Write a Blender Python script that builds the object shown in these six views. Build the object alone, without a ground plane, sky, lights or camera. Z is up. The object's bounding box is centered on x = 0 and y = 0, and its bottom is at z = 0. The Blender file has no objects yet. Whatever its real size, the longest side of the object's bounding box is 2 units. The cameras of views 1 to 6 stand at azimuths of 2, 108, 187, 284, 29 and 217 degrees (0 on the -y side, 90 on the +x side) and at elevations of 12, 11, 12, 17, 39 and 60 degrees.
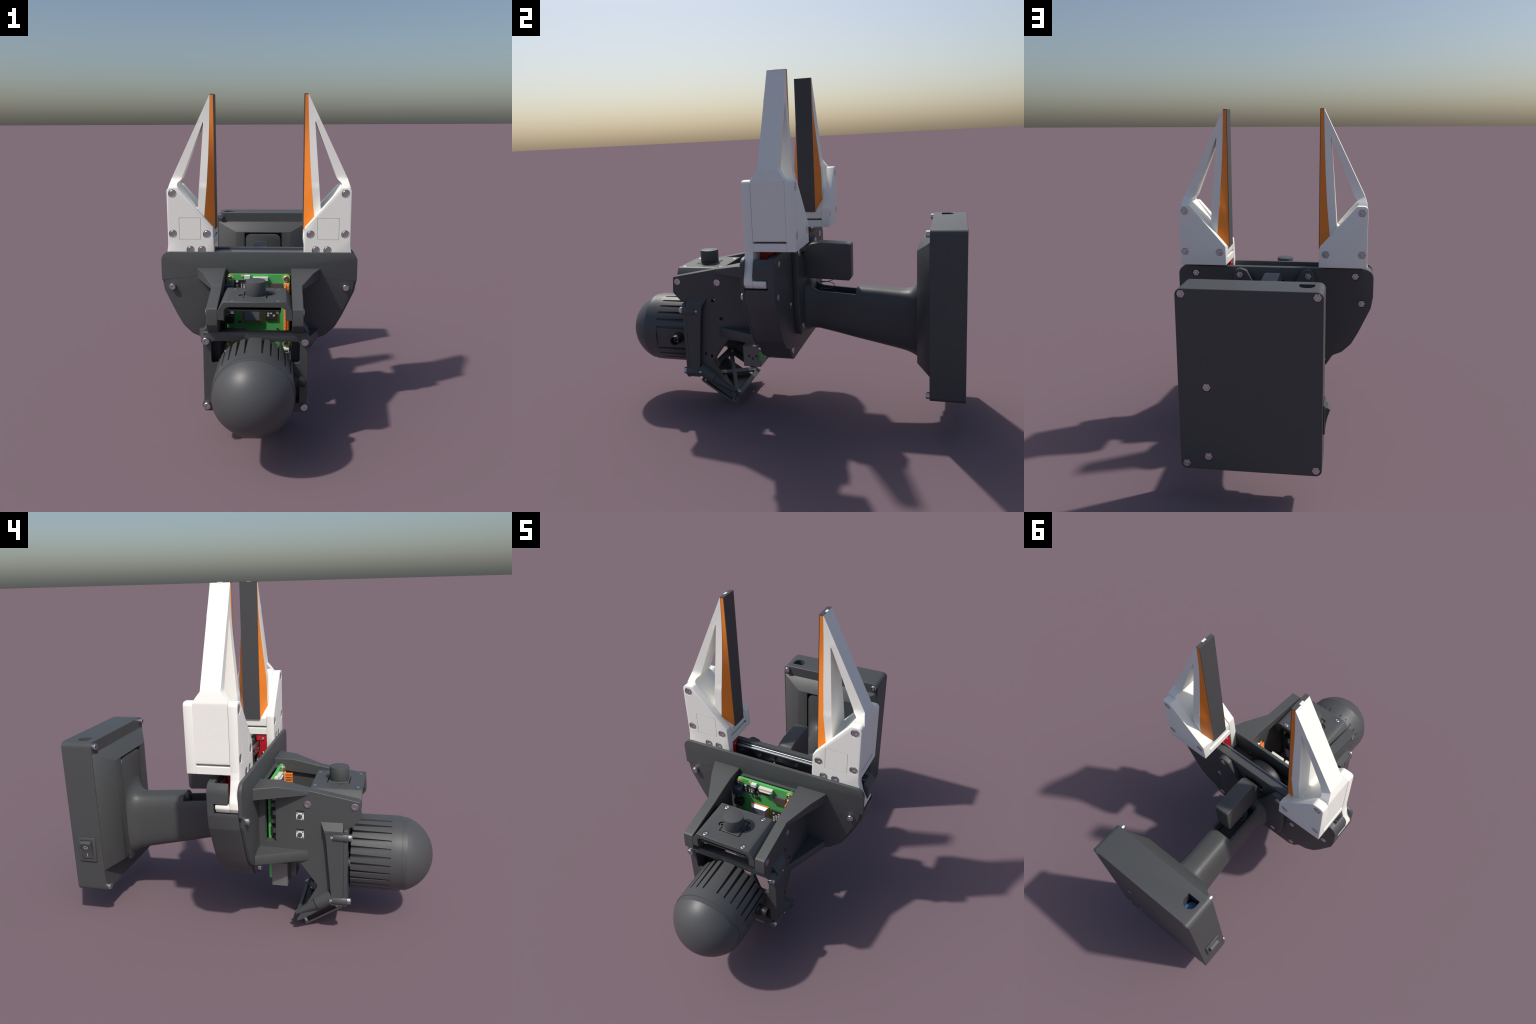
import bpy, bmesh, math
from mathutils import Vector, Matrix
from mathutils.geometry import delaunay_2d_cdt

# ------------------------------------------------------------------ materials
def material(name, colour, rough=0.5, metal=0.0, grain=0.03, scale=60.0, bump=0.0, spec=0.5, trans=0.0):
    m = bpy.data.materials.new(name); m.use_nodes = True
    nt = m.node_tree; b = nt.nodes["Principled BSDF"]
    tc = nt.nodes.new("ShaderNodeTexCoord")
    nz = nt.nodes.new("ShaderNodeTexNoise"); nz.inputs["Scale"].default_value = scale
    nz.inputs["Detail"].default_value = 3.0
    nt.links.new(tc.outputs["Object"], nz.inputs["Vector"])
    rp = nt.nodes.new("ShaderNodeValToRGB")
    rp.color_ramp.elements[0].position = 0.3; rp.color_ramp.elements[1].position = 0.7
    rp.color_ramp.elements[0].color = [c * (1 - grain) for c in colour] + [1]
    rp.color_ramp.elements[1].color = [min(1, c * (1 + grain)) for c in colour] + [1]
    nt.links.new(nz.outputs["Fac"], rp.inputs["Fac"])
    nt.links.new(rp.outputs["Color"], b.inputs["Base Color"])
    b.inputs["Roughness"].default_value = rough
    b.inputs["Metallic"].default_value = metal
    b.inputs["Specular IOR Level"].default_value = spec
    if bump > 0:
        bp = nt.nodes.new("ShaderNodeBump"); bp.inputs["Strength"].default_value = bump
        bp.inputs["Distance"].default_value = 0.002
        nt.links.new(nz.outputs["Fac"], bp.inputs["Height"])
        nt.links.new(bp.outputs["Normal"], b.inputs["Normal"])
    return m

DARK = material("charcoal_plastic", (0.070, 0.0735, 0.0745), 0.5)
DOME = material("dark_dome", (0.074, 0.076, 0.079), 0.45)
PAD = material("rubber_pad", (0.070, 0.070, 0.073), 0.55)
BLACK = material("black_plastic", (0.018, 0.018, 0.02), 0.45)
WHITE = material("white_plastic", (0.925, 0.912, 0.85), 0.5, grain=0.01)
ORANGE = material("orange_rubber", (0.95, 0.26, 0.02), 0.5, grain=0.02)
GREEN = material("green_circuit_board", (0.10, 0.50, 0.13), 0.45)
STEEL = material("bright_steel", (0.64, 0.62, 0.64), 0.30, 1.0, grain=0.01)
RAIL = material("rail_steel", (0.26, 0.27, 0.29), 0.35, 1.0, grain=0.02)
RED = material("red_plastic", (0.55, 0.012, 0.02), 0.4)
PIN = material("orange_pin", (0.95, 0.27, 0.03), 0.4)
SALMON = material("header_base", (0.85, 0.40, 0.22), 0.5)
CREAM = material("cream_connector", (0.72, 0.69, 0.60), 0.5)
LIGHT = material("white_component", (0.80, 0.79, 0.77), 0.5)
CHIP = material("chip_black", (0.035, 0.034, 0.034), 0.5)
BROWN = material("chip_cover", (0.12, 0.095, 0.09), 0.45)
SHIELD = material("chip_shield", (0.30, 0.33, 0.42), 0.35, 0.5)
PORT = material("port_grey", (0.20, 0.20, 0.20), 0.4, 0.3)
NAVY = material("port_blue", (0.06, 0.07, 0.10), 0.4)
YELLOW = material("gold_ring", (0.75, 0.62, 0.05), 0.4)
BLUE = material("blue_cell_wrap", (0.04, 0.16, 0.45), 0.4)
INK = material("white_ink", (0.75, 0.75, 0.75), 0.5)

# ------------------------------------------------------------------ helpers
ROOT = bpy.data.objects.new("robot_gripper", None)
bpy.context.scene.collection.objects.link(ROOT)
ROOT["label"] = "dark handheld two finger gripper with white orange jaws and domed sensor"
ROOT["category"] = "robot gripper"

def link(name, me, mat, parent=None):
    o = bpy.data.objects.new(name, me)
    bpy.context.scene.collection.objects.link(o)
    if mat is not None and len(me.materials) == 0:
        me.materials.append(mat)
    o.parent = parent or ROOT
    return o

def from_bm(name, bm, mat, parent=None, sharp=32):
    bmesh.ops.recalc_face_normals(bm, faces=bm.faces[:])
    me = bpy.data.meshes.new(name); bm.to_mesh(me); bm.free()
    smooth(me, sharp)
    return link(name, me, mat, parent)

def smooth(me, sharp=32):
    me.polygons.foreach_set("use_smooth", [True] * len(me.polygons))
    me.set_sharp_from_angle(angle=math.radians(sharp))

def put(axis, u, v, w):
    """u,v are the profile's coordinates, w runs along axis."""
    return {"x": (w, u, v), "y": (u, w, v), "z": (u, v, w)}[axis]

def add_prism(bm, pts, axis, a, b):
    lo = [bm.verts.new(put(axis, u, v, a)) for u, v in pts]
    hi = [bm.verts.new(put(axis, u, v, b)) for u, v in pts]
    bm.faces.new(lo); bm.faces.new(hi[::-1])
    n = len(pts)
    for i in range(n):
        bm.faces.new((lo[i], lo[(i + 1) % n], hi[(i + 1) % n], hi[i]))

def add_box(bm, x0, x1, y0, y1, z0, z1):
    add_prism(bm, [(x0, y0), (x1, y0), (x1, y1), (x0, y1)], "z", z0, z1)

def add_cyl(bm, c, r, axis, a, b, n=32, r2=None, ph=0.0):
    """cylinder with centre c in the profile plane."""
    r2 = r if r2 is None else r2
    A = [bm.verts.new(put(axis, c[0] + r * math.cos(ph + 2 * math.pi * i / n), c[1] + r * math.sin(ph + 2 * math.pi * i / n), a)) for i in range(n)]
    B = [bm.verts.new(put(axis, c[0] + r2 * math.cos(ph + 2 * math.pi * i / n), c[1] + r2 * math.sin(ph + 2 * math.pi * i / n), b)) for i in range(n)]
    bm.faces.new(A); bm.faces.new(B[::-1])
    for i in range(n):
        bm.faces.new((A[i], A[(i + 1) % n], B[(i + 1) % n], B[i]))

def rounded(pts, radii, seg=6):
    """polygon with its corners rounded off; radii is a number or a list."""
    n = len(pts); out = []
    if not isinstance(radii, (list, tuple)): radii = [radii] * n
    for i in range(n):
        p = Vector(pts[i]); r = radii[i]
        if r <= 0: out.append(tuple(p)); continue
        a = Vector(pts[i - 1]) - p; b = Vector(pts[(i + 1) % n]) - p
        la, lb = a.length, b.length; a /= la; b /= lb
        ang = math.acos(max(-1, min(1, a.dot(b))))
        if ang > 3.1: out.append(tuple(p)); continue
        t = min(r / math.tan(ang / 2), 0.48 * la, 0.48 * lb); rr = t * math.tan(ang / 2)
        mid = (a + b).normalized(); c = p + mid * (rr / math.sin(ang / 2))
        s = p + a * t - c; e = p + b * t - c
        a0 = math.atan2(s.y, s.x); d = math.atan2(e.y, e.x) - a0
        while d > math.pi: d -= 2 * math.pi
        while d < -math.pi: d += 2 * math.pi
        for k in range(seg + 1):
            q = a0 + d * k / seg
            out.append((c.x + rr * math.cos(q), c.y + rr * math.sin(q)))
    return out

def rect(u0, u1, v0, v1): return [(u0, v0), (u1, v0), (u1, v1), (u0, v1)]

def apply_mods(o):
    dg = bpy.context.evaluated_depsgraph_get(); dg.update()
    me = bpy.data.meshes.new_from_object(o.evaluated_get(dg))
    old = o.data; o.modifiers.clear(); o.data = me
    me.name = old.name; bpy.data.meshes.remove(old)

def bevel(o, w=0.004, seg=2, ang=35):
    m = o.modifiers.new("b", "BEVEL"); m.width = w; m.segments = seg
    m.limit_method = "ANGLE"; m.angle_limit = math.radians(ang); m.use_clamp_overlap = True
    apply_mods(o); smooth(o.data); return o

def cut(o, fill, sharp=32):
    """subtract what fill(bm) draws."""
    bm = bmesh.new(); fill(bm)
    bmesh.ops.recalc_face_normals(bm, faces=bm.faces[:])
    me = bpy.data.meshes.new("cutter"); bm.to_mesh(me); bm.free()
    me.materials.append(o.data.materials[0])
    c = bpy.data.objects.new("cutter", me); bpy.context.scene.collection.objects.link(c)
    m = o.modifiers.new("c", "BOOLEAN"); m.operation = "DIFFERENCE"; m.object = c; m.solver = "EXACT"
    m.use_self = True
    apply_mods(o)
    bpy.data.objects.remove(c); bpy.data.meshes.remove(me)
    smooth(o.data, sharp); return o

def prism(name, pts, axis, a, b, mat, parent=None, bev=0.003, seg=2):
    bm = bmesh.new(); add_prism(bm, pts, axis, a, b)
    o = from_bm(name, bm, mat, parent)
    return bevel(o, bev, seg) if bev > 0 else o

def box(name, x0, x1, y0, y1, z0, z1, mat, parent=None, bev=0.003, seg=2):
    return prism(name, rect(x0, x1, y0, y1), "z", z0, z1, mat, parent, bev, seg)

def cyl(name, c, r, axis, a, b, mat, parent=None, n=32, bev=0.002, r2=None):
    bm = bmesh.new(); add_cyl(bm, c, r, axis, a, b, n, r2)
    o = from_bm(name, bm, mat, parent)
    return bevel(o, bev, 2) if bev > 0 else o

def flip(pts, s): return [(p[0] * s, p[1]) for p in pts]
def both(half): return list(half) + [(-u, v) for u, v in reversed(half) if abs(u) > 1e-6]

# shared fasteners, drawn along +z, unit radius 1 and height 1
def screw_mesh():
    bm = bmesh.new()
    prof = [(0.93, 0.0), (1.0, 0.06), (1.0, 0.85), (0.88, 1.0), (0.62, 1.0)]
    n = 30; rings = []
    for r, h in prof:
        rings.append([bm.verts.new((r * math.cos(2 * math.pi * i / n), r * math.sin(2 * math.pi * i / n), h)) for i in range(n)])
    def hexr(a):
        k = (a % (math.pi / 3)) - math.pi / 6
        return 0.5 * math.cos(math.pi / 6) / math.cos(k)
    for h in (1.0, 0.45):
        rings.append([bm.verts.new((hexr(2 * math.pi * i / n) * math.cos(2 * math.pi * i / n), hexr(2 * math.pi * i / n) * math.sin(2 * math.pi * i / n), h)) for i in range(n)])
    for A, B in zip(rings, rings[1:]):
        for i in range(n): bm.faces.new((A[i], A[(i + 1) % n], B[(i + 1) % n], B[i]))
    bm.faces.new(rings[0][::-1]); bm.faces.new(rings[-1])
    bmesh.ops.recalc_face_normals(bm, faces=bm.faces[:])
    me = bpy.data.meshes.new("screw"); bm.to_mesh(me); bm.free(); smooth(me); me.materials.append(STEEL); return me

def nut_mesh():
    bm = bmesh.new(); n = 24; rings = []
    def hx(a): k = (a % (math.pi / 3)) - math.pi / 6; return math.cos(math.pi / 6) / math.cos(k)
    def ring(f, h): rings.append([bm.verts.new((f(2 * math.pi * i / n) * math.cos(2 * math.pi * i / n), f(2 * math.pi * i / n) * math.sin(2 * math.pi * i / n), h)) for i in range(n)])
    ring(hx, 0); ring(hx, 0.85); ring(lambda a: 0.84, 1.0); ring(lambda a: 0.56, 1.0); ring(lambda a: 0.48, 0.8); ring(lambda a: 0.44, 0.8); ring(lambda a: 0.40, 1.1); ring(lambda a: 0.3, 1.2)
    for A, B in zip(rings, rings[1:]):
        for i in range(n): bm.faces.new((A[i], A[(i + 1) % n], B[(i + 1) % n], B[i]))
    bm.faces.new(rings[0][::-1]); bm.faces.new(rings[-1])
    bmesh.ops.recalc_face_normals(bm, faces=bm.faces[:])
    me = bpy.data.meshes.new("hex_nut"); bm.to_mesh(me); bm.free(); smooth(me); me.materials.append(STEEL); return me

SCREW, NUT = screw_mesh(), nut_mesh()
AIM = {"-y": (math.pi / 2, 0, 0), "+y": (-math.pi / 2, 0, 0), "+x": (0, math.pi / 2, 0), "-x": (0, -math.pi / 2, 0), "+z": (0, 0, 0), "-z": (math.pi, 0, 0)}

def fastener(mesh, loc, aim, r, h, parent, name):
    o = bpy.data.objects.new(name, mesh)
    bpy.context.scene.collection.objects.link(o)
    o.location = loc
    o.rotation_euler = AIM[aim] if isinstance(aim, str) else aim
    o.scale = (r, r, h); o.parent = parent or ROOT
    return o
def screw(loc, aim, parent, r=0.02, h=0.018): return fastener(SCREW, loc, aim, r, h, parent, "screw")
def nut(loc, aim, parent, r=0.021, h=0.008): return fastener(NUT, loc, aim, r, h, parent, "hex_nut")

# ------------------------------------------------------------------ gear housing
half = [(0.0, 0.354), (0.20, 0.353), (0.235, 0.352), (0.275, 0.352), (0.315, 0.378), (0.352, 0.437), (0.406, 0.460),
        (0.461, 0.513), (0.5025, 0.588), (0.5725, 0.739), (0.5845, 0.81), (0.5845, 0.977), (0.0, 0.977)]
rad = [0, 0.01, 0.02, 0.03, 0.03, 0.03, 0.05, 0.06, 0.06, 0.06, 0.05, 0.055, 0]
def outline(h, r):
    pts = h + [(-u, v) for u, v in h[::-1] if u > 0]
    rr = r + [q for (u, v), q in list(zip(h, r))[::-1] if u > 0]
    # drop midline duplicates
    return rounded(pts, rr, 6)
housing = prism("gear_housing", outline(half, rad), "y", -0.056, 0.1, DARK, None, 0.006, 2)
def fill(bm):
    add_box(bm, -0.7, 0.7, -0.09, -0.006, 0.82, 1.1)          # slot the jaws slide in
    add_box(bm, -0.7, 0.7, -0.09, 0.066, 0.82, 0.874)        # undercut for the jaw hooks
    add_box(bm, -0.555, 0.555, -0.09, 0.064, 0.815, 1.1)     # open middle channel
    add_prism(bm, rect(-0.06, 0.06, 0.77, 0.90), "y", 0.05, 0.2)
cut(housing, fill)
NUTS = [(0.477, 0.932), (0.517, 0.767), (0.288, 0.667), (0.29, 0.41)]
cut(housing, lambda bm: [add_cyl(bm, (s * x, z), 0.023, "y", 0.092, 0.2, 24) for x, z in NUTS for s in (1, -1)])
for x, z in NUTS:
    for s in (1, -1): nut((s * x, 0.093, z), "+y", housing, 0.021, 0.009)

fr = [(0.0, 0.40), (0.215, 0.40), (0.240, 0.372), (0.272, 0.36), (0.305, 0.384), (0.342, 0.443), (0.396, 0.470),
      (0.449, 0.520), (0.490, 0.596), (0.558, 0.743), (0.566, 0.803), (0.583, 0.806), (0.583, 0.977), (0.0, 0.977)]
frr = [0, 0.01, 0.02, 0.03, 0.03, 0.03, 0.05, 0.06, 0.06, 0.04, 0.003, 0.003, 0.05, 0]
front_plate = prism("face_plate", outline(fr, frr), "y", -0.076, -0.0565, DARK, None, 0.003, 2)
cut(front_plate, lambda bm: add_box(bm, -0.186, 0.186, -0.2, -0.062, 0.46, 0.85))
for s in (1, -1):
    screw((s * 0.517, -0.076, 0.767), "-y", front_plate, 0.019, 0.02)
    screw((s * 0.288, -0.076, 0.41), "-y", front_plate, 0.019, 0.02)

box("board_shelf", -0.193, 0.193, -0.094, -0.0755, 0.838, 0.8495, DARK, front_plate, 0.001, 1)
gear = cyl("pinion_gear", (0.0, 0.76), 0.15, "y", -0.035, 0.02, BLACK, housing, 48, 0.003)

# ------------------------------------------------------------------ linear rail
rail = prism("linear_rail", [(0.032, 0.904), (0.032, 0.957), (0.037, 0.9655), (0.045, 0.965), (0.048, 0.955), (0.054, 0.955), (0.057, 0.965), (0.064, 0.965), (0.064, 0.904)],
             "x", -0.552, 0.552, RAIL, None, 0.0015, 1)
cut(rail, lambda bm: [add_cyl(bm, (-0.48 + 0.12 * i, 0.934), 0.018, "y", 0.0, 0.05, 20) for i in range(9)])
rail.data.materials[0] = RAIL

# ------------------------------------------------------------------ jaws
def sstep(t): t = max(0, min(1, t)); return t * t * (3 - 2 * t)
def pad_edge(z):
    """outer edge of the orange wedge"""
    tab = [(1.16, 0.3295), (1.172, 0.328), (1.357, 0.310), (1.544, 0.298), (1.727, 0.290), (1.89, 0.2845)]
    for (z0, x0), (z1, x1) in zip(tab, tab[1:]):
        if z <= z1: return x0 + (x1 - x0) * (z - z0) / (z1 - z0)
    return tab[-1][1]
YC = 0.0735
def half_width(x, z):
    t_in = sstep((1.80 - z) / 0.55)
    hole_in, hole_out = 0.325 + (1.738 - z) * 0.07, 0.325 + (1.738 - z) * 0.41
    w = 1.0 if z > 1.738 else 1 - sstep((x - hole_in) / max(0.02, hole_out - hole_in))
    t_out = max(0.0, min(1.0, (1.406 - z) / 0.046))
    return 0.0505 + 0.035 * max(t_in * w, t_out)

def inside(p, poly):
    r = False; n = len(poly)
    for i in range(n):
        (x0, y0), (x1, y1) = poly[i - 1], poly[i]
        if (y0 > p[1]) != (y1 > p[1]) and p[0] < (x1 - x0) * (p[1] - y0) / (y1 - y0) + x0: r = not r
    return r
def densify(pts, step):
    out = []
    for i in range(len(pts)):
        a, b = Vector(pts[i]), Vector(pts[(i + 1) % len(pts)])
        k = max(1, int((b - a).length / step))
        out += [tuple(a + (b - a) * j / k) for j in range(k)]
    return out

def make_finger(s, parent):
    outer = [(0.272, 1.056), (0.5385, 1.056), (0.5385, 1.352), (0.522, 1.405), (0.2855, 1.8885)]
    outer = rounded(outer, [0.006, 0.006, 0.03, 0.05, 0], 6)
    outer += [(pad_edge(z), z) for z in [1.88 - 0.02 * i for i in range(36)]] + [(pad_edge(1.172), 1.172), (0.272, 1.104)]
    hole = rounded([(0.325, 1.742), (0.365, 1.224), (0.385, 1.224), (0.4885, 1.366), (0.485, 1.38), (0.463, 1.40)], [0.002, 0.02, 0.03, 0.03, 0.02, 0.03], 6)
    O, H = densify(outer, 0.02), densify(hole, 0.02)
    pts = O + H
    edges = [(i, (i + 1) % len(O)) for i in range(len(O))] + [(len(O) + i, len(O) + (i + 1) % len(H)) for i in range(len(H))]
    gx = [0.27 + 0.0137 * i for i in range(21)]; gz = [1.06 + 0.0137 * i for i in range(62)]
    near = lambda p: min((p[0] - q[0]) ** 2 + (p[1] - q[1]) ** 2 for q in pts) > 0.006 ** 2
    grid = [(x, z) for x in gx for z in gz if inside((x, z), O) and not inside((x, z), H) and near((x, z))]
    vs, es, fs, ov, oe, of = delaunay_2d_cdt([Vector(p) for p in pts + grid], edges, [], 0, 1e-6)
    bm = bmesh.new(); F, B = [], []
    for v in vs:
        h = half_width(v.x, v.y)
        F.append(bm.verts.new((s * v.x, YC - h, v.y))); B.append(bm.verts.new((s * v.x, YC + h, v.y)))
    count = {}
    for f in fs:
        c = sum((vs[i] for i in f), Vector((0, 0))) / len(f)
        a2 = (vs[f[1]] - vs[f[0]]).cross(vs[f[2]] - vs[f[0]])
        if abs(a2) > 2e-6 and inside(c, O) and not inside(c, H):
            bm.faces.new([F[i] for i in f]); bm.faces.new([B[i] for i in reversed(f)])
            for k in range(len(f)):
                e = (f[k], f[(k + 1) % len(f)]); key = tuple(sorted(e)); count.setdefault(key, []).append(e)
    for key, l in count.items():
        if len(l) == 1:
            a, b = l[0]; bm.faces.new((F[b], F[a], B[a], B[b]))
    for v in bm.verts[:]:
        if not v.link_faces: bm.verts.remove(v)
    if bm.calc_volume(signed=True) < 0:
        bmesh.ops.reverse_faces(bm, faces=bm.faces[:])
    me = bpy.data.meshes.new("finger"); bm.to_mesh(me); bm.free(); smooth(me, 38)
    return link("finger", me, WHITE, parent)

def make_jaw(s):
    X = lambda pts: flip(pts, s)
    face = [(0.5405, 1.358), (0.479, 1.358), (0.271, 1.118), (0.2665, 1.00), (0.27, 0.826), (0.570, 0.826), (0.584, 0.849), (0.581, 0.88), (0.56, 0.93), (0.545, 0.985), (0.5405, 1.02)]
    br = prism("jaw_bracket", X(rounded(face, [0.022, 0.02, 0.015, 0, 0, 0, 0, 0.04, 0.08, 0.05, 0.05], 5)), "y", -0.0585, -0.0135, WHITE, None, 0.003, 2)
    bolts = [(0.506, 1.322), (0.5095, 1.0835), (0.3065, 1.0815), (0.338, 0.987), (0.407, 0.987)]
    def fill(bm):
        for x, z in bolts: add_cyl(bm, (s * x, z), 0.0245, "y", -0.1, -0.044, 28)
        a0, a1, b0, b1, w = 0.343, 0.473, 1.05, 1.181, 0.0030
        for r in ((a0, a1, b0, b0 + w), (a0, a1, b1 - w, b1), (a0, a0 + w, b0 + w, b1 - w), (a1 - w, a1, b0 + w, b1 - w)):
            u = sorted((s * r[0], s * r[1])); add_box(bm, u[0], u[1], -0.1, -0.0545, r[2], r[3])
    cut(br, fill)
    for x, z in bolts: screw((s * x, -0.0445, z), "-y", br, 0.0208, 0.0132)
    # the hook that runs under the housing lip
    prism("jaw_hook", X([(0.29, 0.826), (0.570, 0.826), (0.584, 0.849), (0.582, 0.867), (0.29, 0.867)]), "y", -0.0136, 0.058, WHITE, br, 0.004, 2)
    base = [(0.5405, 1.006), (0.5405, 1.046), (0.268, 1.046), (0.268, 1.006)]
    prism("jaw_floor", X(base), "y", -0.0134, 0.1595, WHITE, br, 0.002, 1)
    back = [(0.5405, 1.358), (0.479, 1.358), (0.271, 1.118), (0.268, 1.006), (0.5405, 1.006)]
    bk = prism("jaw_plate", X(rounded(back, [0.022, 0.02, 0.015, 0.003, 0.003], 5)), "y", 0.1595, 0.2065, WHITE, br, 0.003, 2)
    bn = [(0.506, 1.321), (0.51, 1.0835), (0.306, 1.0815)]
    cut(bk, lambda bm: [add_cyl(bm, (s * x, z), 0.0235, "y", 0.197, 0.3, 6, None, 0.0) for x, z in bn])
    for x, z in bn: nut((s * x, 0.1975, z), "+y", br, 0.0222, 0.008)
    make_finger(s, br)
    # orange wedge
    bm = bmesh.new(); rows = []
    N = 30
    for i in range(N + 1):
        t = i / N; zi = 1.099 + t * (1.8865 - 1.099); zo = 1.172 + t * (1.8865 - 1.172)
        xo = pad_edge(zo) - 0.0006; h = half_width(xo, zo) - 0.0012
        rows.append([bm.verts.new(p) for p in ((s * 0.2665, 0.0232, zi), (s * xo, YC - h, zo), (s * xo, YC + h, zo), (s * 0.2665, 0.1238, zi))])
    for A, B in zip(rows, rows[1:]):
        for k in range(4): bm.faces.new((A[k], A[(k + 1) % 4], B[(k + 1) % 4], B[k]))
    bm.faces.new(rows[0]); bm.faces.new(rows[-1][::-1])
    from_bm("grip_wedge", bm, ORANGE, br, 30)
    pad = prism("grip_pad", X([(0.2632, 1.099), (0.2665, 1.099), (0.2665, 1.8866), (0.2842, 1.8866), (0.2842, 1.8905), (0.2632, 1.8905)]), "y", 0.0228, 0.1242, PAD, br, 0)
    u = sorted((s * 0.2768, s * 0.2875)); box("tip_tab", u[0], u[1], 0.062, 0.086, 1.885, 1.8915, WHITE, br, 0)
    # red carriage on the rail
    c = prism("rail_carriage", [(-0.0134, 0.868), (0.052, 0.868), (0.052, 0.9025), (0.0305, 0.9025), (0.0305, 0.9665), (0.052, 0.9665), (0.052, 1.0), (-0.0134, 1.0)], "x", s * 0.274, s * 0.44, RED, br, 0.002, 1)
    for z in (0.888, 0.976):
        screw((s * 0.274, 0.012, z), "-x" if s > 0 else "+x", c, 0.009, 0.006)
    return br
for s in (1, -1): make_jaw(s)

# ------------------------------------------------------------------ sensor mount (two side walls on the front plate)
def make_wall(s):
    X = lambda a, b: tuple(sorted((s * a, s * b)))
    prof = [(-0.0755, 0.879), (-0.186, 0.879), (-0.345, 0.847), (-0.612, 0.797), (-0.619, 0.705), (-0.578, 0.66), (-0.53, 0.635), (-0.50, 0.62),
            (-0.445, 0.60), (-0.475, 0.28), (-0.485, 0.215), (-0.467, 0.192), (-0.311, 0.086), (-0.270, 0.064),
            (-0.396, 0.302), (-0.30, 0.432), (-0.0755, 0.432)]
    a, b = X(0.193, 0.25)
    w = prism("side_wall", rounded(prof, [0, 0, 0.02, 0.012, 0.02, 0.02, 0.01, 0.01, 0, 0, 0.01, 0.02, 0.01, 0.006, 0.02, 0.01, 0], 4), "x", a, b, DARK, None, 0.002, 1)
    def fill(bm):
        # hollow the wall from the inside, leaving the upper arm and the front block
        i0, i1 = X(0.10, 0.213 if s > 0 else 0.207)
        add_prism(bm, [(-0.09, 0.815), (-0.34, 0.79), (-0.53, 0.72), (-0.50, 0.66), (-0.43, 0.62), (-0.455, 0.30), (-0.40, 0.33), (-0.32, 0.445), (-0.09, 0.445)], "x", i0, i1)
        i0, i1 = X(0.10, 0.23)
        add_prism(bm, [(-0.41, 0.26), (-0.37, 0.26), (-0.305, 0.12), (-0.335, 0.12), (-0.45, 0.20)], "x", i0, i1)
        if s < 0:
            add_box(bm, -0.4, -0.1, -0.170, -0.112, 0.547, 0.80)
            for z in (0.7005, 0.5965):
                add_box(bm, -0.4, -0.245, -0.3222, -0.2778, z - 0.0222, z + 0.0222)
                add_box(bm, -0.4, -0.24, -0.3222, -0.2778, z + 0.0275, z + 0.0325)
        else:
            for y, z, d in ((-0.373, 0.664, 0.5), (-0.329, 0.559, 0.5)):
                r = 0.0135; pts = [(y + r * math.cos(d + k * math.pi / 2), z + r * math.sin(d + k * math.pi / 2)) for k in range(4)]
                add_prism(bm, pts, "x", 0.1, 0.4)
            for y, z in ((-0.439, 0.343), (-0.401, 0.33)):
                add_prism(bm, rect(y - 0.006, y + 0.006, z - 0.010, z + 0.010), "x", 0.1, 0.4)
    cut(w, fill)
    # upper flange: widens towards the front plate
    bm = bmesh.new()
    top = [(0.1935, -0.0757, 0.881), (0.367, -0.0757, 0.881), (0.322, -0.186, 0.881), (0.1935, -0.186, 0.881), (0.2502, -0.345, 0.8475), (0.1935, -0.345, 0.8475)]
    bot = [(0.1935, -0.0757, 0.819), (0.367, -0.0757, 0.819), (0.2502, -0.345, 0.822), (0.1935, -0.345, 0.822)]
    hull = [bm.verts.new((s * p[0], p[1], p[2])) for p in top + bot]
    bmesh.ops.convex_hull(bm, input=hull)
    bmesh.ops.dissolve_limit(bm, angle_limit=0.01, verts=bm.verts[:], edges=bm.edges[:])
    bevel(from_bm("mount_flange", bm, DARK, w), 0.002, 1)
    # lower rib
    bm = bmesh.new()
    pts = [(0.235, -0.0757, 0.516), (0.364, -0.0757, 0.505), (0.2503, -0.345, 0.508), (0.235, -0.345, 0.508),
           (0.235, -0.0757, 0.440), (0.364, -0.0757, 0.452), (0.2503, -0.345, 0.450), (0.235, -0.345, 0.450)]
    hull = [bm.verts.new((s * p[0], p[1], p[2])) for p in pts]
    bmesh.ops.convex_hull(bm, input=hull)
    bmesh.ops.dissolve_limit(bm, angle_limit=0.01, verts=bm.verts[:], edges=bm.edges[:])
    bevel(from_bm("mount_rib", bm, DARK, w), 0.002, 1)
    for y in (-0.585, -0.34):
        screw((s * 0.2495, y, 0.7705), "+x" if s > 0 else "-x", w, 0.0185, 0.005)
    # rail that carries the sensor frame, with a sloped top
    bm = bmesh.new()
    for p in [(0.24, -0.425, 0.69), (0.24, -0.525, 0.69), (0.25, -0.41, 0.676), (0.25, -0.525, 0.676), (0.281, -0.432, 0.640), (0.281, -0.53, 0.640), (0.24, -0.432, 0.625), (0.24, -0.53, 0.625), (0.281, -0.432, 0.625), (0.281, -0.53, 0.625)]:
        bm.verts.new((s * p[0], p[1], p[2]))
    bmesh.ops.convex_hull(bm, input=bm.verts[:])
    from_bm("rail_gusset", bm, DARK, w)
    prism("frame_rail", rounded([(-0.534, 0.634), (-0.433, 0.634), (-0.442, 0.575), (-0.470, 0.268), (-0.4705, 0.207), (-0.534, 0.207)], 0.004, 2), "x", *X(0.2355, 0.2795), DARK, w, 0.002, 1)
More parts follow.
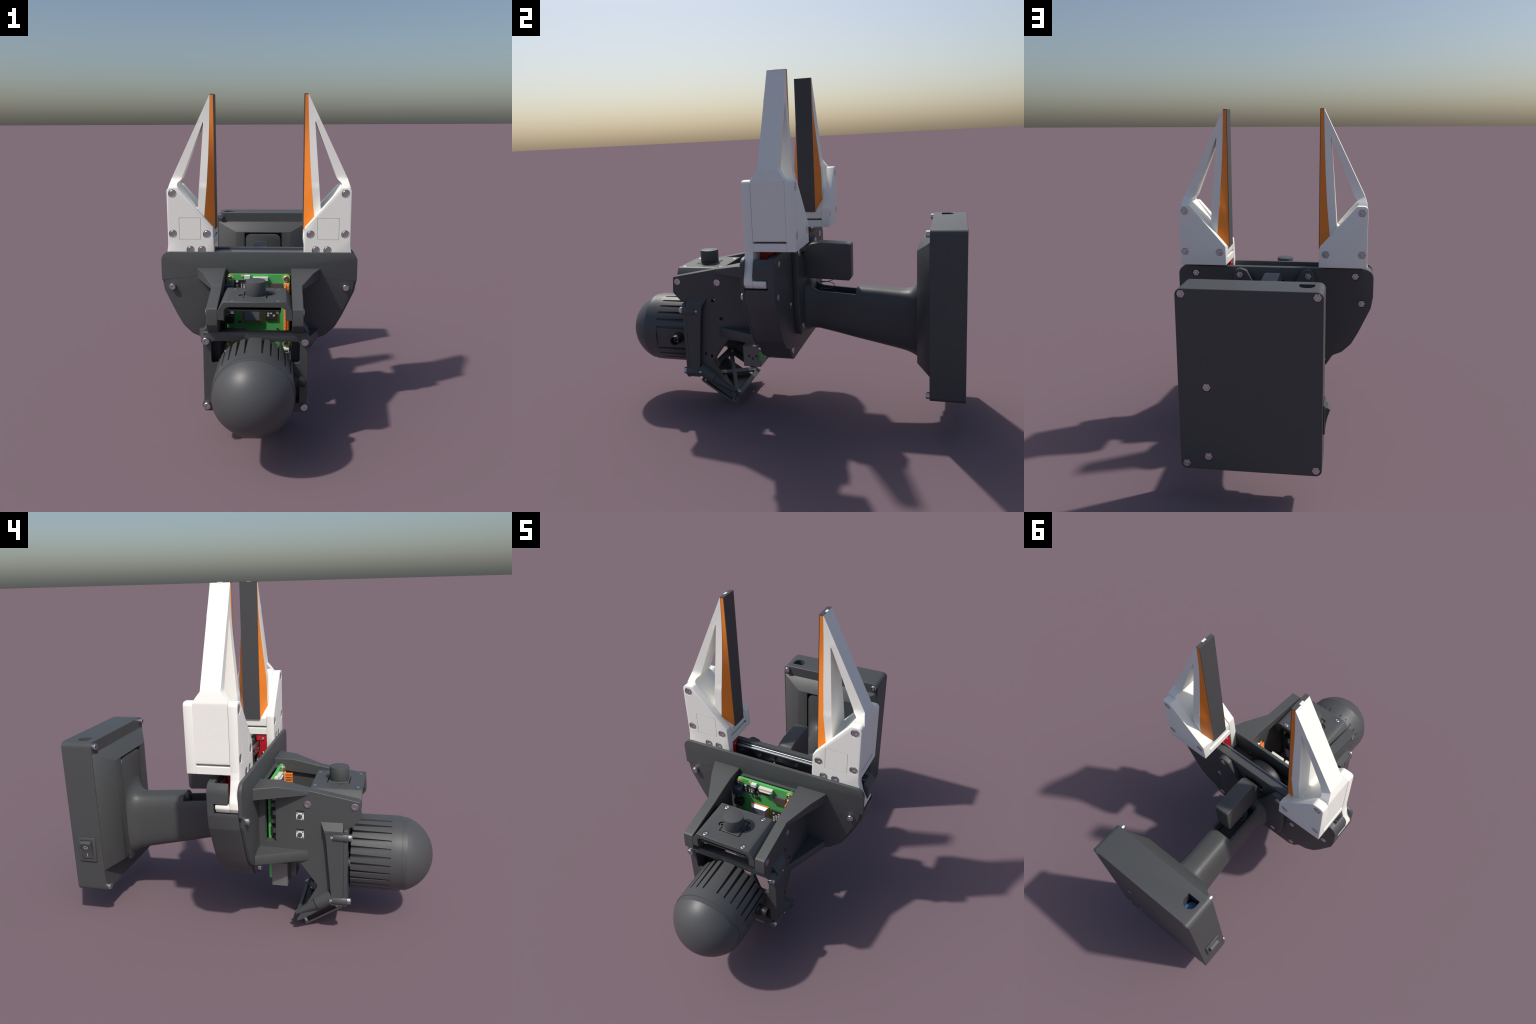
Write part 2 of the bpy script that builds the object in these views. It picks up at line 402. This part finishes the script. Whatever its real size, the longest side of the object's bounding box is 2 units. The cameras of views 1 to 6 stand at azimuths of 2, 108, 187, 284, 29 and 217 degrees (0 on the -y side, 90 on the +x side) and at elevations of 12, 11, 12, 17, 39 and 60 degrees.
    # foot boss that holds the tilted plates
    bm = bmesh.new(); d = Vector((0, 0.84, -0.54)); 
    c0 = Vector((s * 0.238, -0.478, 0.250)); rot = d.to_track_quat("Z", "Y").to_matrix().to_4x4()
    bmesh.ops.create_cone(bm, cap_ends=True, segments=28, radius1=0.042, radius2=0.040, depth=0.10, matrix=Matrix.Translation(c0 + d * 0.05) @ rot)
    c1 = c0 + d * 0.10
    bmesh.ops.create_cone(bm, cap_ends=True, segments=28, radius1=0.034, radius2=0.012, depth=0.14, matrix=Matrix.Translation(c1 + d * 0.068 + Vector((0, 0, -0.004))) @ rot)
    from_bm("foot_boss", bm, DARK, w)
    return w
walls = {s: make_wall(s) for s in (1, -1)}
for z in (0.7005, 0.5965):
    b = box("push_button", -0.2485, -0.240, -0.3212, -0.2788, z - 0.0212, z + 0.0212, LIGHT, walls[-1], 0.001, 1)
    cyl("button_cap", (-0.3, z), 0.0125, "x", -0.256, -0.2484, BLACK if False else DARK, b, 20, 0.001)
    bm = bmesh.new()
    for dy in (-1, 1):
        for dz in (-1, 1): add_cyl(bm, (-0.3 + dy * 0.0155, z + dz * 0.0155), 0.0035, "x", -0.2498, -0.2484, 10)
    o = from_bm("button_rivets", bm, CHIP, b); o["kind"] = "stuff"
    box("button_body", -0.2075, -0.180, -0.322, -0.278, z - 0.022, z + 0.022, BLACK, b, 0.002, 1)

# ------------------------------------------------------------------ sensor frame and dome sensor
frame = prism("sensor_frame", rounded(rect(-0.2775, 0.2775, 0.2, 0.648), 0.01, 4), "y", -0.555, -0.5342, DARK, None, 0.002, 1)
def fill(bm):
    add_prism(bm, rounded(rect(-0.235, -0.07, 0.475, 0.60), 0.015, 4), "y", -0.7, -0.3)
    add_prism(bm, rounded([(0.135, 0.60), (0.235, 0.60), (0.235, 0.478), (0.175, 0.478)], 0.015, 4), "y", -0.7, -0.3)
    add_cyl(bm, (0.097, 0.585), 0.032, "y", -0.7, -0.3, 24)
    add_prism(bm, rounded(rect(0.20, 0.235, 0.25, 0.36), 0.01, 3), "y", -0.7, -0.3)
cut(frame, fill)
prism("frame_bar", rect(-0.236, 0.236, 0.600, 0.650), "y", -0.556, -0.515, DARK, frame, 0.003, 2)
for s in (1, -1):
    for z in (0.603, 0.235):
        cyl("screw_boss", (s * 0.26, z), 0.0275, "y", -0.5565, -0.478, DARK, frame, 28, 0.002)
        screw((s * 0.26, -0.5565, z), "-y", frame, 0.0195, 0.02)
        nut((s * 0.262, -0.478, z), "+y", frame, 0.022, 0.016)

LZ, LR = 0.4165, 0.2085
def make_lidar():
    bm = bmesh.new()
    gro = []
    for k in range(14):
        for sg in (1, -1):
            a = sg * (12 + 12.4 * k)
            if sg > 0 and 76 < a < 108: continue
            gro.append(a)
    gro.sort()
    ys = [-0.563, -0.564, -0.66, -0.768, -0.776, -0.7765, -0.80, -0.832, -0.8335, -0.834, -0.860]
    rads = [LR - 0.004, LR, LR, LR, LR, LR, LR, LR - 0.001, LR - 0.006, LR - 0.006, LR - 0.0065]
    rings = []
    for y, r in zip(ys, rads):
        ring = []; t = (y + 0.564) / (-0.776 + 0.564); t = max(0, min(1, t))
        ingroove = y > -0.7762
        hw = (2.6 - 1.3 * t); dep = (0.020 - 0.013 * t) if ingroove else 0.0
        if abs(y + 0.776) < 1e-4: hw *= 0.6
        angs = []
        for gi, a in enumerate(gro):
            angs += [(a - hw, 0), (a - hw * 0.8, 1), (a, 1), (a + hw * 0.8, 1), (a + hw, 0)]
            nx = gro[(gi + 1) % len(gro)] + (360 if gi + 1 == len(gro) else 0)
            m = 8 if nx - a > 20 else 3
            for j in range(1, m): angs.append((a + 2.6 + (nx - a - 5.2) * j / m, 0))
        for a, g in angs:
            q = math.radians(a); rr = r - g * dep
            # flat panel round the connector
            if 76 < (a % 360) < 109 and -0.7763 < y < -0.5635: rr = min(rr, (LR - 0.008) / max(0.2, math.cos(math.radians((a % 360) - 92.4))))
            ring.append(bm.verts.new((rr * math.sin(q), y, LZ + rr * math.cos(q))))
        rings.append(ring)
    n = len(rings[0])
    R0, depth = LR - 0.0075, 0.140
    Rs = (R0 * R0 + depth * depth) / (2 * depth); th = math.asin(min(1, R0 / Rs))
    angs = [math.atan2(v.co.x, v.co.z - LZ) for v in rings[-1]]
    bm.faces.new(rings[0])
    for A, B in zip(rings, rings[1:]):
        for i in range(n): bm.faces.new((A[i], A[(i + 1) % n], B[(i + 1) % n], B[i]))
    bm.faces.new(rings[-1][::-1])
    body = from_bm("sensor_body", bm, DOME, None, 25)
    bm = bmesh.new(); M = 72; K = 20; rr = []
    yc = -0.860 - depth + Rs
    for k in range(K):
        a = th * (1 - k / K)
        rr.append([bm.verts.new((Rs * math.sin(a) * math.sin(2 * math.pi * i / M), yc - Rs * math.cos(a), LZ + Rs * math.sin(a) * math.cos(2 * math.pi * i / M))) for i in range(M)])
    tip = bm.verts.new((0, yc - Rs, LZ))
    for A, B in zip(rr, rr[1:]):
        for i in range(M): bm.faces.new((A[i], A[(i + 1) % M], B[(i + 1) % M], B[i]))
    for i in range(M): bm.faces.new((rr[-1][i], rr[-1][(i + 1) % M], tip))
    bm.faces.new(rr[0][::-1])
    from_bm("sensor_dome", bm, DOME, body, 60)
    return body
lidar = make_lidar()
bm = bmesh.new()
for a in (45, 135, 225, 315):
    add_cyl(bm, (0.15 * math.sin(math.radians(a)), LZ + 0.15 * math.cos(math.radians(a))), 0.02, "y", -0.565, -0.552, 20)
for s in (1, -1): add_cyl(bm, (s * 0.185, LZ + 0.01), 0.026, "y", -0.566, -0.552, 20)
from_bm("sensor_standoff", bm, DARK, lidar)
# round plug socket and pressure disc on the sensor's side panel
con = cyl("plug_socket", (-0.63, 0.412), 0.034, "x", 0.18, 0.220, BLACK, lidar, 12, 0.002)
sock = cyl("plug_ring", (-0.63, 0.412), 0.029, "x", 0.220, 0.262, BLACK, con, 28, 0.002)
cut(sock, lambda bm: add_cyl(bm, (-0.63, 0.412), 0.023, "x", 0.227, 0.4, 24))
bm = bmesh.new()
for i in range(6): add_cyl(bm, (-0.63 + 0.012 * math.cos(i * 1.047), 0.412 + 0.012 * math.sin(i * 1.047)), 0.0025, "x", 0.226, 0.242, 8)
o = from_bm("plug_pins", bm, STEEL, con); o["kind"] = "stuff"
vent = cyl("pressure_vent", (-0.705, 0.424), 0.021, "x", 0.185, 0.2025, DOME, lidar, 28, 0.001)

# ------------------------------------------------------------------ tilted plates at the foot
def tilted(name, u0, u1, v0, v1, w0, w1, mat, parent, holes=(), r=0.012):
    """u along x, v up the slope, w along its normal; origin at the lower back screws."""
    o = prism(name, rounded(rect(u0, u1, v0, v1), r, 4), "z", w0, w1, mat, parent, 0.0015, 1)
    if holes: cut(o, lambda bm: [add_prism(bm, h, "z", w0 - 0.1, w1 + 0.1) for h in holes])
    ex, ev = Vector((1, 0, 0)), Vector((0, -0.840, 0.543)); ew = ex.cross(ev)   # normal
    M = Matrix((ex, ev, ew)).transposed().to_4x4(); M.translation = Vector((0, -0.2775, 0.088))
    o.data.transform(M); o.data.update(); return o, M
# which way the normal points
_n = Vector((1, 0, 0)).cross(Vector((0, -0.840, 0.543)))
SG = 1.0 if _n.z > 0 else -1.0
def tri(a, b, c): return rounded([a, b, c], 0.006, 3)
def W(a, b): return tuple(sorted((SG * a, SG * b)))
L, V = 0.205, 0.235
holes = [tri((-0.16, 0.005), (0.16, 0.005), (0, 0.088)), tri((-0.16, 0.202), (0.16, 0.202), (0, 0.122)),
         tri((-0.18, 0.025), (-0.18, 0.185), (-0.028, 0.105)), tri((0.18, 0.025), (0.18, 0.185), (0.028, 0.105))]
xplate, M = tilted("brace_plate", -L, L, -0.022, V, *W(-0.016, -0.002), DARK, None, holes)
cover, _ = tilted("foot_cover", -0.166, 0.166, -0.016, 0.232, *W(-0.094, -0.082), PORT, None)
bm = bmesh.new()
for s in (1, -1):
    for v in (0.0, 0.206): add_cyl(bm, (s * 0.15, v), 0.012, "z", *W(-0.083, -0.0155), 16)
o = from_bm("plate_standoff", bm, STEEL, cover); o.data.transform(M)
core, _ = tilted("depth_sensor", -0.155, 0.155, 0.012, 0.225, *W(-0.0818, -0.040), BLACK, cover, (), 0.006)
eul = (M.to_3x3() @ (Matrix.Identity(3) if SG > 0 else Matrix.Rotation(math.pi, 3, "X"))).to_euler()
for s in (1, -1):
    for v in (0.0, 0.206):
        screw(M @ Vector((s * 0.184, v, SG * -0.0025)), eul, xplate, 0.0135, 0.016)

# ------------------------------------------------------------------ top camera
arch = both([(0.0, 0.834), (0.161, 0.834), (0.1925, 0.785), (0.1925, 0.735), (0.157, 0.735), (0.157, 0.785), (0.14, 0.80), (0.0, 0.80)])
arch = [(0.161, 0.834), (0.1925, 0.785), (0.1925, 0.735), (0.158, 0.735), (0.158, 0.79), (0.142, 0.805)]
arch = arch + [(-x, z) for x, z in arch[::-1]]
camera = prism("camera_bracket", arch, "y", -0.616, -0.342, DARK, None, 0.002, 1)
def fill(bm):
    add_box(bm, -0.063, 0.063, -0.542, -0.418, 0.7, 0.9)
    for s in (1, -1): add_cyl(bm, (s * 0.072, -0.48 + s * 0.012), 0.019, "z", 0.7, 0.9, 20)
    for s in (1, -1):
        for y in (-0.592, -0.363): add_cyl(bm, (s * 0.116, y), 0.0165, "z", 0.829, 0.9, 20)
cut(camera, fill)
for s in (1, -1):
    for y in (-0.592, -0.363):
        screw((s * 0.116, y, 0.8285), "+z", camera, 0.0135, 0.006)
        nut((s * 0.116, y, 0.782), "-z", camera, 0.016, 0.015)
box("camera_board", -0.135, 0.135, -0.612, -0.346, 0.782, 0.7905, BLACK, camera, 0.001, 1)
hous = box("lens_base", -0.057, 0.057, -0.536, -0.424, 0.7905, 0.836, DARK, camera, 0.002, 1)
bm = bmesh.new()
for s in (1, -1): add_cyl(bm, (s * 0.071, -0.48 + s * 0.012), 0.0145, "z", 0.795, 0.829, 20)
e = from_bm("lens_base_ear", bm, DARK, hous)
cut(e, lambda bm: [add_cyl(bm, (s * 0.071, -0.48 + s * 0.012), 0.007, "z", 0.81, 0.9, 16) for s in (1, -1)])
cyl("lens_barrel", (0.0, -0.48), 0.0535, "z", 0.833, 0.912, DARK, hous, 48, 0.0015)

# ------------------------------------------------------------------ computer board
PF = -0.131
pcb = prism("circuit_board", rounded(rect(-0.187, 0.187, 0.285, 0.857), 0.02, 6), "y", PF, -0.116, GREEN, None, 0)
for x, z in ((0.164, 0.834), (-0.166, 0.833), (0.166, 0.434), (-0.168, 0.433)):
    cyl("mounting_ring", (x, z), 0.0215, "y", PF - 0.0015, PF + 0.002, YELLOW, pcb, 24, 0)
    screw((x, PF - 0.001, z), "-y", pcb, 0.0165, 0.014)
    cyl("board_spacer", (x, z), 0.017, "y", -0.1165, -0.05, DARK, pcb, 16, 0)
def part(name, x0, x1, z0, z1, d, mat, bev=0.001, base=0.0):
    return box(name, x0, x1, PF - d, PF + 0.001 - base, z0, z1, mat, pcb, bev, 1)
part("led", -0.100, -0.086, 0.843, 0.853, 0.006, SALMON)
r = part("reset_button", -0.082, -0.048, 0.832, 0.853, 0.02, LIGHT)
part("ribbon_connector", -0.030, 0.058, 0.823, 0.844, 0.022, CREAM)
part("ribbon_latch", -0.022, 0.048, 0.822, 0.8275, 0.027, CREAM)
part("chip_cover", 0.058, 0.140, 0.752, 0.806, 0.012, BROWN)
s0 = part("chip_substrate", -0.098, 0.024, 0.565, 0.694, 0.006, PIN)
bm = bmesh.new()
A = [(-0.096, PF - 0.005, 0.567), (0.019, PF - 0.005, 0.567), (0.019, PF - 0.005, 0.690), (-0.096, PF - 0.005, 0.690)]
B = [(-0.082, PF - 0.024, 0.582), (0.006, PF - 0.024, 0.582), (0.006, PF - 0.024, 0.676), (-0.082, PF - 0.024, 0.676)]
va = [bm.verts.new(p) for p in A]; vb = [bm.verts.new(p) for p in B]
for i in range(4): bm.faces.new((va[i], va[(i + 1) % 4], vb[(i + 1) % 4], vb[i]))
bm.faces.new(va); bm.faces.new(vb)
from_bm("chip_shield", bm, SHIELD, pcb)
mem = part("memory_chip", 0.040, 0.111, 0.583, 0.688, 0.010, CHIP)
bm = bmesh.new()
for i in range(3):
    for j in range(5):
        if (i * 3 + j) % 4 != 3: add_box(bm, 0.052 + 0.017 * i, 0.064 + 0.017 * i, PF - 0.0106, PF - 0.0095, 0.603 + 0.015 * j, 0.603 + 0.015 * j + (0.008 if j % 2 else 0.011))
o = from_bm("chip_print", bm, INK, mem); o["kind"] = "stuff"
pm = part("power_chip", -0.108, -0.060, 0.770, 0.808, 0.009, CHIP)
bm = bmesh.new()
add_box(bm, -0.1, -0.096, PF - 0.0096, PF - 0.008, 0.776, 0.802); add_box(bm, -0.09, -0.07, PF - 0.0096, PF - 0.008, 0.798, 0.801); add_box(bm, -0.088, -0.078, PF - 0.0096, PF - 0.008, 0.778, 0.792)
o = from_bm("chip_print", bm, INK, pm); o["kind"] = "stuff"
part("cable_patch", -0.142, -0.05, 0.762, 0.823, 0.003, BLACK)
part("cable_patch", -0.05, 0.03, 0.782, 0.812, 0.0028, CHIP)
part("red_component", -0.034, 0.030, 0.794, 0.815, 0.007, RED)
for i, (x, z, w, h, m) in enumerate([(-0.125, 0.815, .014, .010, LIGHT), (-0.125, 0.79, .012, .012, PORT), (-0.122, 0.775, .010, .010, PORT), (-0.045, 0.79, .012, .014, PORT),
        (-0.09, 0.75, .010, .012, PORT), (-0.07, 0.745, .010, .012, PORT), (-0.045, 0.745, .018, .022, CHIP), (-0.112, 0.567, .022, .010, CHIP), (0.08, 0.47, .02, .03, CHIP), (0.0, 0.50, .03, .008, CHIP), (0.11, 0.53, .012, .006, PORT)]):
    part("surface_component", x - w / 2, x + w / 2, z - h / 2, z + h / 2, 0.007, m, 0)
# side sockets
for z0, z1, mat, d in ((0.755, 0.805, NAVY, 0.045), (0.668, 0.712, CHIP, 0.038), (0.565, 0.612, CHIP, 0.04)):
    p = part("display_socket", -0.197, -0.143, z0, z1, d, mat, 0.003)
    box("socket_mouth", -0.1978, -0.19, PF - d + 0.01, PF - 0.012, z0 + 0.010, z1 - 0.010, SHIELD, p, 0)
for z in (0.735, 0.64):
    part("capacitor", -0.197, -0.160, z - 0.014, z + 0.014, 0.03, PORT, 0.006)
part("card_slot", -0.187, -0.078, 0.50, 0.531, 0.012, PORT)
part("white_socket", 0.145, 0.183, 0.382, 0.408, 0.03, LIGHT, 0.002)
o = box("socket_mouth", 0.151, 0.177, PF - 0.0308, PF - 0.02, 0.388, 0.398, CHIP, pcb, 0)
bm = bmesh.new()
for i in range(4): add_box(bm, 0.152 + 0.008 * i, 0.154 + 0.008 * i, PF - 0.004, PF, 0.33, 0.378)
o = from_bm("socket_leads", bm, STEEL, pcb); o["kind"] = "stuff"
# 40 pin header
hd = part("pin_header", 0.151, 0.183, 0.504, 0.808, 0.016, SALMON, 0.001)
bm = bmesh.new()
for r in range(20):
    for c in (0.1592, 0.1748): add_box(bm, c - 0.0028, c + 0.0028, PF - 0.058, PF - 0.015, 0.5085 + r * 0.01525 - 0.0026, 0.5085 + r * 0.01525 + 0.0026 + 0.0)
o = from_bm("header_pins", bm, PIN, hd); o["kind"] = "stuff"
part("small_header", -0.14, -0.105, 0.425, 0.445, 0.035, PIN)
# ports at the lower end
for x0, x1, d, z1 in ((-0.190, -0.085, 0.088, 0.39), (-0.055, 0.05, 0.115, 0.40), (0.062, 0.174, 0.105, 0.375)):
    p = part("data_port", x0, x1, 0.25, z1, d, PORT, 0.002)
    cut(p, lambda bm: add_box(bm, x0 + 0.012, x1 - 0.012, PF - d + 0.012, PF - 0.02, 0.1, 0.275))
for y, z in ((-0.20, 0.315), (-0.155, 0.315), (-0.178, 0.30)):
    box("port_spring", 0.172, 0.1752, y - 0.006, y + 0.006, z - 0.007, z + 0.007, CHIP, pcb, 0)

# ------------------------------------------------------------------ handle
def make_handle():
    rings = [(0.100, 0.79, 0.425, 0.165), (0.118, 0.77, 0.435, 0.138), (0.135, 0.75, 0.450, 0.115), (0.16, 0.735, 0.460, 0.098), (0.20, 0.722, 0.460, 0.090),
             (0.30, 0.718, 0.438, 0.088), (0.42, 0.713, 0.410, 0.0885), (0.55, 0.705, 0.382, 0.0895), (0.65, 0.697, 0.360, 0.091), (0.69, 0.697, 0.350, 0.095),
             (0.715, 0.702, 0.341, 0.101), (0.735, 0.716, 0.332, 0.111), (0.748, 0.738, 0.325, 0.1195), (0.755, 0.758, 0.321, 0.1235), (0.7579, 0.785, 0.319, 0.126)]
    bm = bmesh.new(); n = 56; R = []
    for y, zt, zb, hw in rings:
        zc, hh = (zt + zb) / 2, (zt - zb) / 2; row = []
        for i in range(n):
            a = 2 * math.pi * i / n; c, s = math.cos(a), math.sin(a); e = 2 / 3.4
            row.append(bm.verts.new((hw * math.copysign(abs(c) ** e, c), y, zc + hh * math.copysign(abs(s) ** e, s))))
        R.append(row)
    for A, B in zip(R, R[1:]):
        for i in range(n): bm.faces.new((A[i], A[(i + 1) % n], B[(i + 1) % n], B[i]))
    bm.faces.new(R[0]); bm.faces.new(R[-1][::-1])
    h = from_bm("handle", bm, DARK, None, 40)
    def fill(bm):
        add_prism(bm, [(0.10, 0.90), (0.14, 0.80), (0.15, 0.742), (0.17, 0.71), (0.205, 0.692), (0.25, 0.688), (0.414, 0.676), (0.425, 0.74), (0.425, 0.9)], "x", -0.3, 0.3)
        add_box(bm, -0.062, 0.062, 0.165, 0.412, 0.56, 0.76)
    cut(h, fill, 40)
    return h
handle = make_handle()
fl = [(0.0, 0.76), (0.055, 0.775), (0.165, 0.962), (0.205, 0.974), (0.241, 0.955), (0.241, 0.60), (0.214, 0.49), (0.195, 0.470), (0.0, 0.45)]
flr = [0, 0.02, 0.02, 0.03, 0.03, 0.1, 0.03, 0.03, 0]
flange = prism("handle_flange", outline(fl, flr), "y", 0.0985, 0.133, DARK, handle, 0.006, 3)
FN = [(0.203, 0.934), (0.165, 0.515)]
cut(flange, lambda bm: [add_cyl(bm, (s * x, z), 0.023, "y", 0.127, 0.3, 24) for x, z in FN for s in (1, -1)])
for x, z in FN:
    for s in (1, -1): nut((s * x, 0.1275, z), "+y", flange, 0.021, 0.008)
bm = bmesh.new()
add_prism(bm, rounded([(0.09, 0.775), (0.09, 0.87), (0.15, 0.955), (0.215, 0.966), (0.388, 0.956), (0.386, 0.76), (0.373, 0.747), (0.15, 0.757)], [0, 0, 0.03, 0.03, 0.012, 0.012, 0.006, 0.01], 5), "x", -0.045, 0.045)
trigger = bevel(from_bm("trigger", bm, DARK, handle), 0.02, 4, 40)
# coil spring under the trigger
bm = bmesh.new(); N = 90; P = []
for i in range(N + 1):
    a = 2 * math.pi * 2.4 * i / N
    c = Vector((0.042 * math.cos(a), 0.24 + 0.042 * math.sin(a), 0.655 + 0.1 * i / N)); t = Vector((-math.sin(a), math.cos(a), 0.05)).normalized()
    u = Vector((0, 0, 1)); v = t.cross(u).normalized()
    P.append([bm.verts.new(c + (u * math.cos(k * math.pi / 3) + v * math.sin(k * math.pi / 3)) * 0.0022) for k in range(6)])
for A, B in zip(P, P[1:]):
    for k in range(6): bm.faces.new((A[k], A[(k + 1) % 6], B[(k + 1) % 6], B[k]))
from_bm("return_spring", bm, DARK, handle)
prism("handle_foot", rounded([(0.128, 0.30), (0.128, 0.938), (-0.128, 0.938), (-0.128, 0.30)], [0.02, 0.045, 0.045, 0.02], 6), "y", 0.7575, 0.80, DARK, handle, 0.005, 2)

# ------------------------------------------------------------------ battery box
bat = prism("battery_box", rounded(rect(-0.338, 0.338, 0.187, 1.0825), 0.03, 6), "y", 0.824, 1.0015, DARK, None, 0.002, 1)
BN = [(0.31, 1.057), (-0.31, 1.057), (0.31, 0.214), (-0.31, 0.214), (0.203, 0.608), (0.203, 0.255)]
def fill(bm):
    d = [(-0.292, 0.868), (-0.2185, 0.868)] + [(-0.25525 + 0.03675 * math.cos(math.pi * k / 14), 0.897 + 0.03675 * math.sin(math.pi * k / 14)) for k in range(15)]
    add_prism(bm, d, "z", 0.8, 1.2)
    for x, z in BN: add_cyl(bm, (x, z), 0.0225, "y", 0.993, 1.1, 6)
cut(bat, fill)
for x, z in BN: nut((x, 0.9935, z), "+y", bat, 0.0205, 0.0075)
for x, z in BN[:4]: screw((x, 0.825, z), "-y", bat, 0.018, 0.02)
cyl("battery_cell", (-0.25525, 0.905), 0.034, "z", 0.81, 0.99, BLUE, bat, 28, 0)
bm = bmesh.new()
F = [(-0.331, 0.823, 0.324), (0.331, 0.823, 0.324), (0.331, 0.823, 1.017), (-0.331, 0.823, 1.017)]
G = [(-0.199, 0.755, 0.343), (0.199, 0.755, 0.343), (0.199, 0.755, 0.951), (-0.199, 0.755, 0.951)]
vf = [bm.verts.new(p) for p in F]; vg = [bm.verts.new(p) for p in G]; vk = [bm.verts.new((p[0], 0.8255, p[2])) for p in F]
for i in range(4):
    bm.faces.new((vf[i], vf[(i + 1) % 4], vg[(i + 1) % 4], vg[i])); bm.faces.new((vk[i], vk[(i + 1) % 4], vf[(i + 1) % 4], vf[i]))
bm.faces.new(vg); bm.faces.new(vk)
hopper = bevel(from_bm("box_collar", bm, DARK, bat), 0.002, 1, 20)
cut(hopper, lambda bm: add_box(bm, -0.135, 0.135, 0.70, 0.812, 0.2, 0.9475))
# rocker switch
sw = box("rocker_switch", -0.3475, -0.3375, 0.858, 0.963, 0.381, 0.5275, DARK, bat, 0.004, 2)
cut(sw, lambda bm: add_box(bm, -0.4, -0.34, 0.8755, 0.9455, 0.396, 0.512))
rk = prism("rocker", [(-0.3395, 0.399), (-0.3475, 0.399), (-0.3515, 0.43), (-0.358, 0.462), (-0.371, 0.500), (-0.360, 0.509), (-0.3395, 0.509)], "y", 0.878, 0.943, DARK, sw, 0.002, 1)
def ink_strip(name, pts, w, closed):
    """thin raised mark on the rocker face; pts are y,z"""
    def sx(z): 
        tab = [(0.399, -0.3475), (0.43, -0.3515), (0.462, -0.358), (0.500, -0.371)]
        for (z0, x0), (z1, x1) in zip(tab, tab[1:]):
            if z <= z1: return x0 + (x1 - x0) * (z - z0) / (z1 - z0)
        return -0.371
    bm = bmesh.new(); n = len(pts); seq = list(range(n)) + ([0] if closed else []); rows = []
    for i in seq:
        p = Vector(pts[i]); a = Vector(pts[(i - 1) % n if closed else max(0, i - 1)]); b = Vector(pts[(i + 1) % n if closed else min(n - 1, i + 1)])
        t = (b - a).normalized(); nn = Vector((-t.y, t.x)) * w
        q0, q1 = p + nn, p - nn
        rows.append([bm.verts.new((sx(q[1]) - h, q[0], q[1])) for q, h in ((q0, -0.001), (q0, 0.0008), (q1, 0.0008), (q1, -0.001))])
    for A, B in zip(rows, rows[1:]):
        for k in range(4): bm.faces.new((A[k], A[(k + 1) % 4], B[(k + 1) % 4], B[k]))
    if not closed: bm.faces.new(rows[0]); bm.faces.new(rows[-1][::-1])
    from_bm(name, bm, INK, rk)
ink_strip("off_mark", [(0.9105 + 0.0115 * math.cos(2 * math.pi * k / 24), 0.473 + 0.0085 * math.sin(2 * math.pi * k / 24)) for k in range(24)], 0.0012, True)
ink_strip("on_mark", [(0.9105, 0.413), (0.9105, 0.424), (0.9105, 0.434)], 0.0012, False)

# ------------------------------------------------------------------ keep the tree at thing > part > sub-part
for o in list(bpy.data.objects):
    chain = [o]
    while chain[-1].parent is not None: chain.append(chain[-1].parent)
    if len(chain) > 3: o.parent = chain[-2]
